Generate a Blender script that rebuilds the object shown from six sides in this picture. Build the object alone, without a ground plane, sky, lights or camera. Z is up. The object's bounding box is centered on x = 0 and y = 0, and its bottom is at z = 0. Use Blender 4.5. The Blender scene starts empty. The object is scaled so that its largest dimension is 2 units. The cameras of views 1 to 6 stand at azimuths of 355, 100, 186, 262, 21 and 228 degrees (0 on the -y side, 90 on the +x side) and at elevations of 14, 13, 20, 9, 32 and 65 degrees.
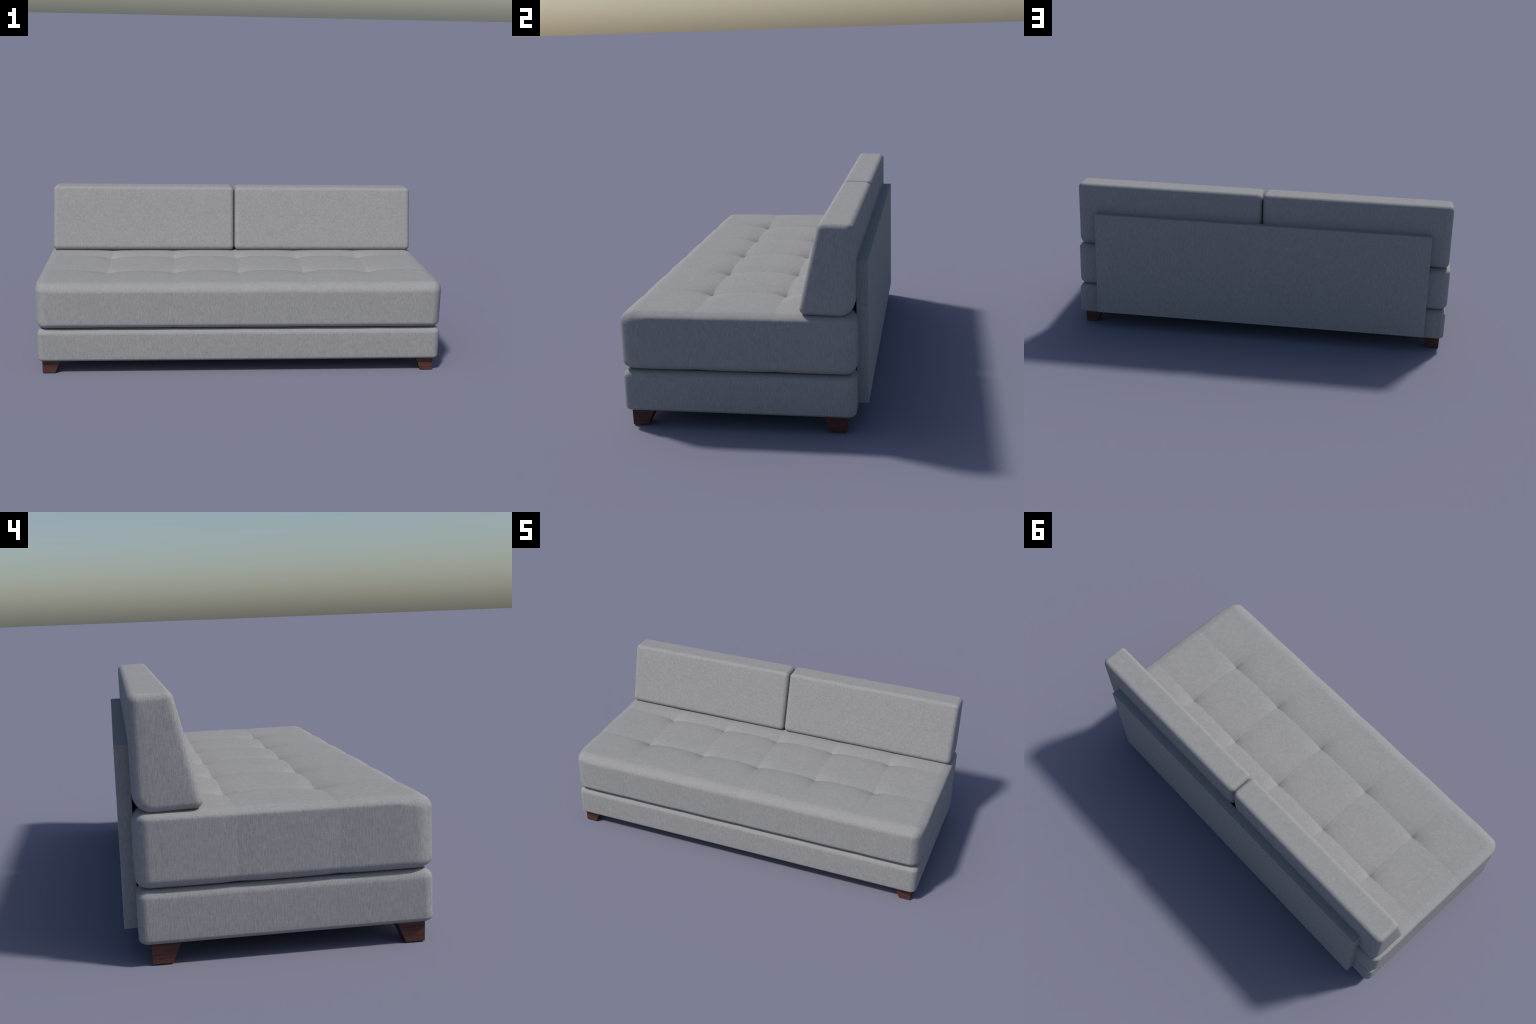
import bpy, bmesh, math
from mathutils import Vector

# ------------------------------------------------------------------ sizes (metres)
SEAT_X, SEAT_Y0, SEAT_Y1 = 1.0, -0.4708, 0.4340
SEAT_Z0, SEAT_Z1 = 0.2276, 0.4580
BASE_X0, BASE_X1, BASE_Y0, BASE_Y1 = -0.9925, 0.9970, -0.4625, 0.4305
BASE_Z0, BASE_Z1 = 0.0620, 0.2284
CELL_X = 2.0 / 6.0                       # quilting grid: six panels by three
SEAT_RX, SEAT_RZ = 0.050, 0.046         # rounding of the seat's upper edges
TUFT_X = [CELL_X * k for k in (-2, -1, 0, 1, 2)]
TUFT_Y = [-0.1718, 0.1305]
CELL_Y = TUFT_Y[1] - TUFT_Y[0]


# ------------------------------------------------------------------ materials
def node(nt, kind, **kw):
    n = nt.nodes.new(kind)
    for k, v in kw.items():
        if k in n.inputs:
            n.inputs[k].default_value = v
        else:
            setattr(n, k, v)
    return n


def fabric_material():
    """Heathered upholstery cloth: warm dark and cool pale yarns, vertical slubs."""
    m = bpy.data.materials.new("heathered_fabric")
    m.use_nodes = True
    nt = m.node_tree
    L = nt.links.new
    bsdf = nt.nodes["Principled BSDF"]
    tc = node(nt, "ShaderNodeTexCoord")

    def noise(scale, stretch, detail, rough=0.55):
        mp = node(nt, "ShaderNodeMapping")
        mp.inputs["Scale"].default_value = stretch
        L(tc.outputs["Object"], mp.inputs["Vector"])
        n = node(nt, "ShaderNodeTexNoise")
        n.inputs["Scale"].default_value = scale
        n.inputs["Detail"].default_value = detail
        n.inputs["Roughness"].default_value = rough
        L(mp.outputs["Vector"], n.inputs["Vector"])
        return n.outputs["Fac"]

    def math_(op, a, b):
        n = node(nt, "ShaderNodeMath", operation=op)
        for i, v in enumerate((a, b)):
            if isinstance(v, (int, float)):
                n.inputs[i].default_value = v
            else:
                L(v, n.inputs[i])
        return n.outputs[0]

    def centred(v, k):
        return math_('MULTIPLY', math_('SUBTRACT', v, 0.5), k)

    # the warp runs upright on the sides and front to back over level faces
    geo = node(nt, "ShaderNodeNewGeometry")
    sep = node(nt, "ShaderNodeSeparateXYZ")
    L(geo.outputs["Normal"], sep.inputs[0])
    level = node(nt, "ShaderNodeMapRange", interpolation_type='SMOOTHSTEP')
    level.inputs["From Min"].default_value = 0.50
    level.inputs["From Max"].default_value = 0.80
    L(math_('ABSOLUTE', sep.outputs["Z"], 0.0), level.inputs["Value"])
    lay = node(nt, "ShaderNodeMix", data_type='FLOAT')
    L(level.outputs["Result"], lay.inputs[0])
    L(noise(285.0, (1.0, 1.0, 0.15), 2.0), lay.inputs[2])       # long slubs, upright
    flat = math_('ADD', 0.5, centred(noise(250.0, (1.0, 0.50, 1.0), 2.0), 0.55))
    L(flat, lay.inputs[3])                                      # the same, lying down and brushed
    warp = lay.outputs[0]
    weft = noise(170.0, (0.30, 0.30, 1.3), 1.0)         # short cross threads
    grain = noise(420.0, (1.0, 1.0, 0.7), 1.0)          # single yarns
    cloud = noise(26.0, (1.0, 1.0, 0.45), 2.0)          # uneven dye

    tone = math_('ADD', 0.5, centred(warp, 0.80))
    tone = math_('ADD', tone, centred(weft, 0.22))
    tone = math_('ADD', tone, centred(grain, 0.46))
    tone = math_('ADD', tone, centred(cloud, 0.10))
    ramp = node(nt, "ShaderNodeValToRGB")
    cr = ramp.color_ramp
    cr.elements[0].position = 0.05
    cr.elements[0].color = (0.190, 0.189, 0.185, 1)
    cr.elements[1].position = 0.95
    cr.elements[1].color = (0.388, 0.388, 0.400, 1)
    e = cr.elements.new(0.5)
    e.color = (0.287, 0.287, 0.286, 1)
    L(tone, ramp.inputs["Fac"])
    L(ramp.outputs["Color"], bsdf.inputs["Base Color"])
    bsdf.inputs["Roughness"].default_value = 0.95
    bsdf.inputs["Specular IOR Level"].default_value = 0.15
    bump = node(nt, "ShaderNodeBump")
    bump.inputs["Strength"].default_value = 0.27
    bump.inputs["Distance"].default_value = 0.0015
    L(tone, bump.inputs["Height"])
    L(bump.outputs["Normal"], bsdf.inputs["Normal"])
    return m


def wood_material():
    """Red-brown stained wood with level grain."""
    m = bpy.data.materials.new("stained_wood")
    m.use_nodes = True
    nt = m.node_tree
    L = nt.links.new
    bsdf = nt.nodes["Principled BSDF"]
    tc = node(nt, "ShaderNodeTexCoord")
    mp = node(nt, "ShaderNodeMapping")
    mp.inputs["Scale"].default_value = (0.06, 0.06, 1.0)
    L(tc.outputs["Object"], mp.inputs["Vector"])
    n = node(nt, "ShaderNodeTexNoise")
    n.inputs["Scale"].default_value = 140.0
    n.inputs["Detail"].default_value = 4.0
    n.inputs["Distortion"].default_value = 0.15
    L(mp.outputs["Vector"], n.inputs["Vector"])
    ramp = node(nt, "ShaderNodeValToRGB")
    ramp.color_ramp.elements[0].position = 0.30
    ramp.color_ramp.elements[0].color = (0.046, 0.021, 0.017, 1)
    ramp.color_ramp.elements[1].position = 0.70
    ramp.color_ramp.elements[1].color = (0.126, 0.046, 0.034, 1)
    L(n.outputs["Fac"], ramp.inputs["Fac"])
    L(ramp.outputs["Color"], bsdf.inputs["Base Color"])
    bsdf.inputs["Roughness"].default_value = 0.55
    bsdf.inputs["Specular IOR Level"].default_value = 0.22
    bump = node(nt, "ShaderNodeBump")
    bump.inputs["Strength"].default_value = 0.12
    bump.inputs["Distance"].default_value = 0.001
    L(n.outputs["Fac"], bump.inputs["Height"])
    L(bump.outputs["Normal"], bsdf.inputs["Normal"])
    return m


# ------------------------------------------------------------------ geometry helpers
def make_object(name, verts, faces, mat, parent, smooth=True, seams=()):
    me = bpy.data.meshes.new(name)
    me.from_pydata(verts, [], faces)
    me.update()
    bm = bmesh.new()
    bm.from_mesh(me)
    bmesh.ops.recalc_face_normals(bm, faces=bm.faces)
    bm.to_mesh(me)
    bm.free()
    if smooth:
        me.shade_smooth()
    if seams:                                   # stitched folds break the shading
        wanted = {tuple(sorted(e)) for e in seams}
        for e in me.edges:
            if tuple(sorted(e.vertices)) in wanted:
                e.use_edge_sharp = True
    me.materials.append(mat)
    ob = bpy.data.objects.new(name, me)
    bpy.context.scene.collection.objects.link(ob)
    ob.parent = parent
    return ob


def axis_samples(lo, hi, r_lo, r_hi, stops, step, arc=9):
    """Parameter values along one axis: arc-spaced in both corner zones, and
    roughly even between, with a grid line exactly on every stop."""
    out = [lo + r_lo - r_lo * math.tan(math.radians(45 * (1 - i / arc))) for i in range(arc)]
    knots = [lo + r_lo] + [s for s in stops if lo + r_lo < s < hi - r_hi] + [hi - r_hi]
    for a, b in zip(knots, knots[1:]):
        n = max(2, int(math.ceil((b - a) / step)))
        for i in range(n):
            t = i / n
            s = 0.5 - 0.5 * math.cos(math.pi * t)        # denser beside a seam
            out.append(a + (b - a) * (0.45 * t + 0.55 * s))
    out.append(knots[-1])
    out += [hi - r_hi + r_hi * math.tan(math.radians(45 * (i + 1) / arc)) for i in range(arc)]
    return out


def rounded_block(lo, hi, r_lo, r_hi, stops=((), (), ()), step=0.012, shape=None, norm=2.0):
    """Box with elliptically rounded edges as a dense quad shell; shape(p, n)
    returns the moved point; a norm under 2 flattens the rounding to a chamfer.
    Also returns the vertex pairs that lie along the stops (seams)."""
    ax = [axis_samples(lo[k], hi[k], r_lo[k], r_hi[k], stops[k], step) for k in range(3)]
    N = [len(a) for a in ax]
    index, verts, faces = {}, [], []

    def vid(i, j, k):
        key = (i, j, k)
        if key in index:
            return index[key]
        p = [ax[0][i], ax[1][j], ax[2][k]]
        q, d, r = [0] * 3, [0] * 3, [0] * 3
        for c in range(3):
            a, b = lo[c] + r_lo[c], hi[c] - r_hi[c]
            q[c] = min(max(p[c], a), b)
            r[c] = r_lo[c] if p[c] < a else r_hi[c]
            d[c] = (p[c] - q[c]) / r[c]
        ln = sum(abs(v) ** norm for v in d) ** (1 / norm)
        pt = Vector([q[c] + d[c] / ln * r[c] for c in range(3)])
        nn = Vector([math.copysign(abs(d[c] / ln) ** (norm - 1), d[c]) / r[c] for c in range(3)]).normalized()
        if shape:
            pt = shape(pt, nn)
        index[key] = len(verts)
        verts.append(pt)
        return index[key]

    for c in range(3):
        a, b = (c + 1) % 3, (c + 2) % 3
        for end in (0, N[c] - 1):
            for i in range(N[a] - 1):
                for j in range(N[b] - 1):
                    quad = []
                    for di, dj in ((0, 0), (1, 0), (1, 1), (0, 1)):
                        key = [0, 0, 0]
                        key[c], key[a], key[b] = end, i + di, j + dj
                        quad.append(vid(*key))
                    faces.append(quad)
    seams = []
    for c in range(2):
        for i, v in enumerate(ax[c]):
            if not any(abs(v - s) < 1e-6 for s in stops[c]):
                continue
            for key in list(index):
                if key[c] != i:
                    continue
                for o in range(3):
                    nxt = list(key)
                    nxt[o] += 1
                    if o != c and tuple(nxt) in index:
                        seams.append((index[key], index[tuple(nxt)]))
    return verts, faces, seams


# ------------------------------------------------------------------ seat cushion
def seam_coord(v, lines, cell):
    """0 in a panel's middle, 1 on a seam, 0 again beyond the middle of the
    border panels."""
    d = min(abs(v - s) for s in lines)
    return max(0.0, 1.0 - d / (cell / 2))


def fade_out(v, lines, length, floor):
    over = max(lines[0] - v, v - lines[-1], 0.0)
    return floor + (1 - floor) * math.exp(-over / length)


def smooth01(t):
    t = min(max(t, 0.0), 1.0)
    return t * t * (3 - 2 * t)


def seat_shape(p, n):
    a = seam_coord(p.x, TUFT_X, CELL_X)
    b = seam_coord(p.y, TUFT_Y, CELL_Y)
    a4, b4, a2, b2 = a ** 3.6, b ** 3.6, a ** 2.2, b ** 2.2
    out = p.copy()
    # the cover turns over the ends more tightly than over the long edges
    wx = smooth01((abs(p.x) - SEAT_X + SEAT_RX) / SEAT_RX)
    wy = smooth01((p.y - SEAT_Y0 - 0.02) / 0.11)
    depth = SEAT_Z1 - p.z
    lift = min(depth, SEAT_RZ) * (1 - smooth01((depth - SEAT_RZ) / 0.12))
    out.z += 0.45 * wx * wy * lift
    # top pillows, pulled down along the seams and most of all at the tufts
    ga = fade_out(p.y, TUFT_Y, 0.085 if p.y < 0 else 0.15, 0.15)
    gb = fade_out(p.x, TUFT_X, 0.13, 0.36)
    near = min(math.hypot(p.x - tx, p.y - ty) for tx in TUFT_X for ty in TUFT_Y)
    drop = (0.0054 * a4 * ga + 0.0064 * b4 * gb + 0.0090 * (a4 * b2 + a2 * b4 - a4 * b4)
            + 0.0075 * math.exp(-near / 0.017))
    lip = smooth01((0.13 - min(p.y - SEAT_Y0, SEAT_Y1 - p.y)) / 0.10)
    drop += 0.0034 * lip * math.exp(-((1 - a) / 0.38) ** 2)
    # the cushion is sat in a little at its left end
    drop += 0.0060 * math.exp(-((p.x + 0.64) / 0.30) ** 2 - ((p.y + 0.03) / 0.26) ** 2)
    drop -= 0.0012 * smooth01((p.x - 0.30) / 0.40)
    if n.z > 0:
        out.z -= drop * n.z
    else:
        out.z += (0.0012 * a4 + 0.0030 * b4) * -n.z
    # border: shallow upright valleys in line with the seams, corners drawn in
    side = math.hypot(n.x, n.y)
    if side > 1e-4:
        c = abs(n.x) * b ** 3 + abs(n.y) * a ** 3
        ex = smooth01((abs(p.x) - 0.86) / 0.12)
        ey = smooth01((abs(p.y + 0.02) - 0.33) / 0.11)
        inset = 0.0021 * c + 0.0035 * (abs(n.x) * ey + abs(n.y) * ex)
        out.x -= n.x * inset
        out.y -= n.y * inset
    return out


# ------------------------------------------------------------------ back cushion
def rounded_profile(corners, arc=10, side=10):
    """Closed (y, z) outline through corners given as (y, z, radius)."""
    pts = []
    m = len(corners)
    arcs = []
    for i in range(m):
        c = Vector(corners[i][:2])
        u = (Vector(corners[i - 1][:2]) - c).normalized()
        v = (Vector(corners[(i + 1) % m][:2]) - c).normalized()
        half = u.angle(v) / 2
        r = corners[i][2]
        t = r / math.tan(half)
        centre = c + (u + v).normalized() * (r / math.sin(half))
        a0, a1 = c + u * t - centre, c + v * t - centre
        ang = math.atan2(a0.x * a1.y - a0.y * a1.x, a0.dot(a1))
        seg = []
        for k in range(arc + 1):
            th = ang * k / arc
            seg.append(centre + Vector((a0.x * math.cos(th) - a0.y * math.sin(th),
                                        a0.x * math.sin(th) + a0.y * math.cos(th))))
        arcs.append(seg)
    for i in range(m):
        pts += arcs[i]
        a, b = arcs[i][-1], arcs[(i + 1) % m][0]
        for k in range(1, side):
            pts.append(a.lerp(b, k / side))
    return pts


# front-bottom, back-bottom, back-top, front-top
BACK_PROFILE = [(0.2180, 0.4585, 0.024), (0.4270, 0.4510, 0.056),
                (0.4285, 0.7955, 0.024), (0.2985, 0.7995, 0.022)]


def inset_corners(corners, d):
    """Same outline moved inward by d."""
    m = len(corners)
    lines = []
    for i in range(m):
        a, b = Vector(corners[i][:2]), Vector(corners[(i + 1) % m][:2])
        t = (b - a).normalized()
        nrm = Vector((-t.y, t.x))
        lines.append((a + nrm * d, t))
    out = []
    for i in range(m):
        (p, t), (q, s) = lines[i - 1], lines[i]
        k = ((q - p).x * s.y - (q - p).y * s.x) / (t.x * s.y - t.y * s.x)
        c = p + t * k
        out.append((c.x, c.y, max(corners[i][2] - d, 0.004)))
    return out


def back_cushion_mesh(x0, x1, r=0.024, puff=0.0012):
    stations = []                                   # (x, inset)
    for k in range(9):
        th = math.radians(90 * k / 8)
        stations.append((x0 + r - r * math.sin(math.pi / 2 - th), r * (1 - math.sin(th))))
    inner = 64
    for k in range(1, inner):
        t = 0.5 - 0.5 * math.cos(math.pi * k / inner)
        stations.append((x0 + r + (x1 - x0 - 2 * r) * t, 0.0))
    for k in range(9):
        th = math.radians(90 * k / 8)
        stations.append((x1 - r + r * math.sin(th), r * (1 - math.cos(th))))
    verts, rings = [], []
    cy = sum(c[0] for c in BACK_PROFILE) / 4
    cz = sum(c[1] for c in BACK_PROFILE) / 4
    for x, ins in stations:
        prof = rounded_profile(inset_corners(BACK_PROFILE, ins))
        u = (x - (x0 + x1) / 2) / ((x1 - x0) / 2)
        swell = puff * (1 - abs(u) ** 6)
        ring = []
        for q in prof:
            w = (q.y - cz) / 0.17
            s = swell * max(0.0, 1 - abs(w) ** 4)
            # the rear upright corners are rounded more fully
            e = max(0.0, 1 - min(x - x0, x1 - x) / 0.050)
            q.x -= 0.0085 * e ** 2.5 * smooth01((q.x - cy) / 0.06)
            ring.append(len(verts))
            verts.append(Vector((x, q.x + (s if q.x > cy + 0.02 else -s) * (0.5 if q.x > cy else 1.0), q.y)))
        rings.append(ring)
    faces = []
    n = len(rings[0])
    for A, B in zip(rings, rings[1:]):
        for i in range(n):
            j = (i + 1) % n
            faces.append((A[i], A[j], B[j], B[i]))
    # end caps: shrink rings to the middle so that the shading stays flat and even
    for ring, sgn in ((rings[0], -1), (rings[-1], 1)):
        prev = ring
        ctr = sum((verts[i] for i in ring), Vector()) / n
        for f in (0.75, 0.5, 0.25):
            cur = []
            for i in ring:
                cur.append(len(verts))
                v = ctr.lerp(verts[i], f)
                v.x += sgn * 0.0012 * (1 - f)
                verts.append(v)
            for i in range(n):
                j = (i + 1) % n
                faces.append((prev[i], prev[j], cur[j], cur[i]))
            prev = cur
        mid = len(verts)
        verts.append(ctr + Vector((sgn * 0.0012, 0, 0)))
        for i in range(n):
            faces.append((prev[i], prev[(i + 1) % n], mid))
    return verts, faces


# ------------------------------------------------------------------ small solid parts
def bevel_edges(ob, width, segments):
    bm = bmesh.new()
    bm.from_mesh(ob.data)
    bmesh.ops.bevel(bm, geom=bm.edges[:], offset=width, segments=segments,
                    affect='EDGES', profile=0.5)
    bm.to_mesh(ob.data)
    bm.free()


BOX_FACES = [(0, 1, 2, 3), (7, 6, 5, 4), (0, 4, 5, 1), (1, 5, 6, 2), (2, 6, 7, 3), (3, 7, 4, 0)]


def leg_mesh():
    """Tapered foot in the corner quadrant (-x, -y): outer faces upright,
    inner faces sloping; origin at its outer bottom corner."""
    h, foot, head = 0.070, 0.0605, 0.0890
    lo = [(0, 0, 0), (foot, 0, 0), (foot, foot, 0), (0, foot, 0)]
    hi = [(-0.001, -0.001, h), (head, -0.001, h), (head, head, h), (-0.001, head, h)]
    return [Vector(v) for v in lo + hi]


def build():
    fabric, wood = fabric_material(), wood_material()
    sofa = bpy.data.objects.new("sofa_bed", None)
    bpy.context.scene.collection.objects.link(sofa)
    sofa["label"] = "armless grey fabric sofa bed with tufted seat and wooden legs"
    sofa["category"] = "sofa bed"

    v, f, seams = rounded_block((-SEAT_X, SEAT_Y0, SEAT_Z0), (SEAT_X, SEAT_Y1, SEAT_Z1),
                                (SEAT_RX, 0.064, 0.034), (SEAT_RX, 0.046, SEAT_RZ),
                                (TUFT_X, TUFT_Y, ()), 0.010, seat_shape)
    make_object("seat_cushion", v, f, fabric, sofa, seams=seams)

    v, f, _ = rounded_block((BASE_X0, BASE_Y0, BASE_Z0), (BASE_X1, BASE_Y1, BASE_Z1),
                            (0.027, 0.031, 0.018), (0.032, 0.030, 0.029), step=0.03, norm=1.9)
    make_object("base", v, f, fabric, sofa)

    for x0, x1 in ((-0.9870, -0.0018), (0.0020, 0.9870)):
        v, f = back_cushion_mesh(x0, x1)
        make_object("back_cushion", v, f, fabric, sofa)

    px, y0, y1, z0, z1 = 0.8850, 0.4262, 0.4708, 0.0880, 0.6435
    v = [Vector((x, y, z)) for z in (z0, z1) for x, y in ((-px, y0), (px, y0), (px, y1), (-px, y1))]
    panel = make_object("back_panel", v, BOX_FACES, fabric, sofa, smooth=False)
    bevel_edges(panel, 0.0015, 2)

    for sx in (-1, 1):
        for sy, yy in ((1, -0.4360), (-1, 0.3940)):
            verts = [Vector((sx * (0.9720 - p.x), yy + sy * p.y, p.z)) for p in leg_mesh()]
            leg = make_object("leg", verts, BOX_FACES, wood, sofa, smooth=False)
            bevel_edges(leg, 0.0015, 2)


build()
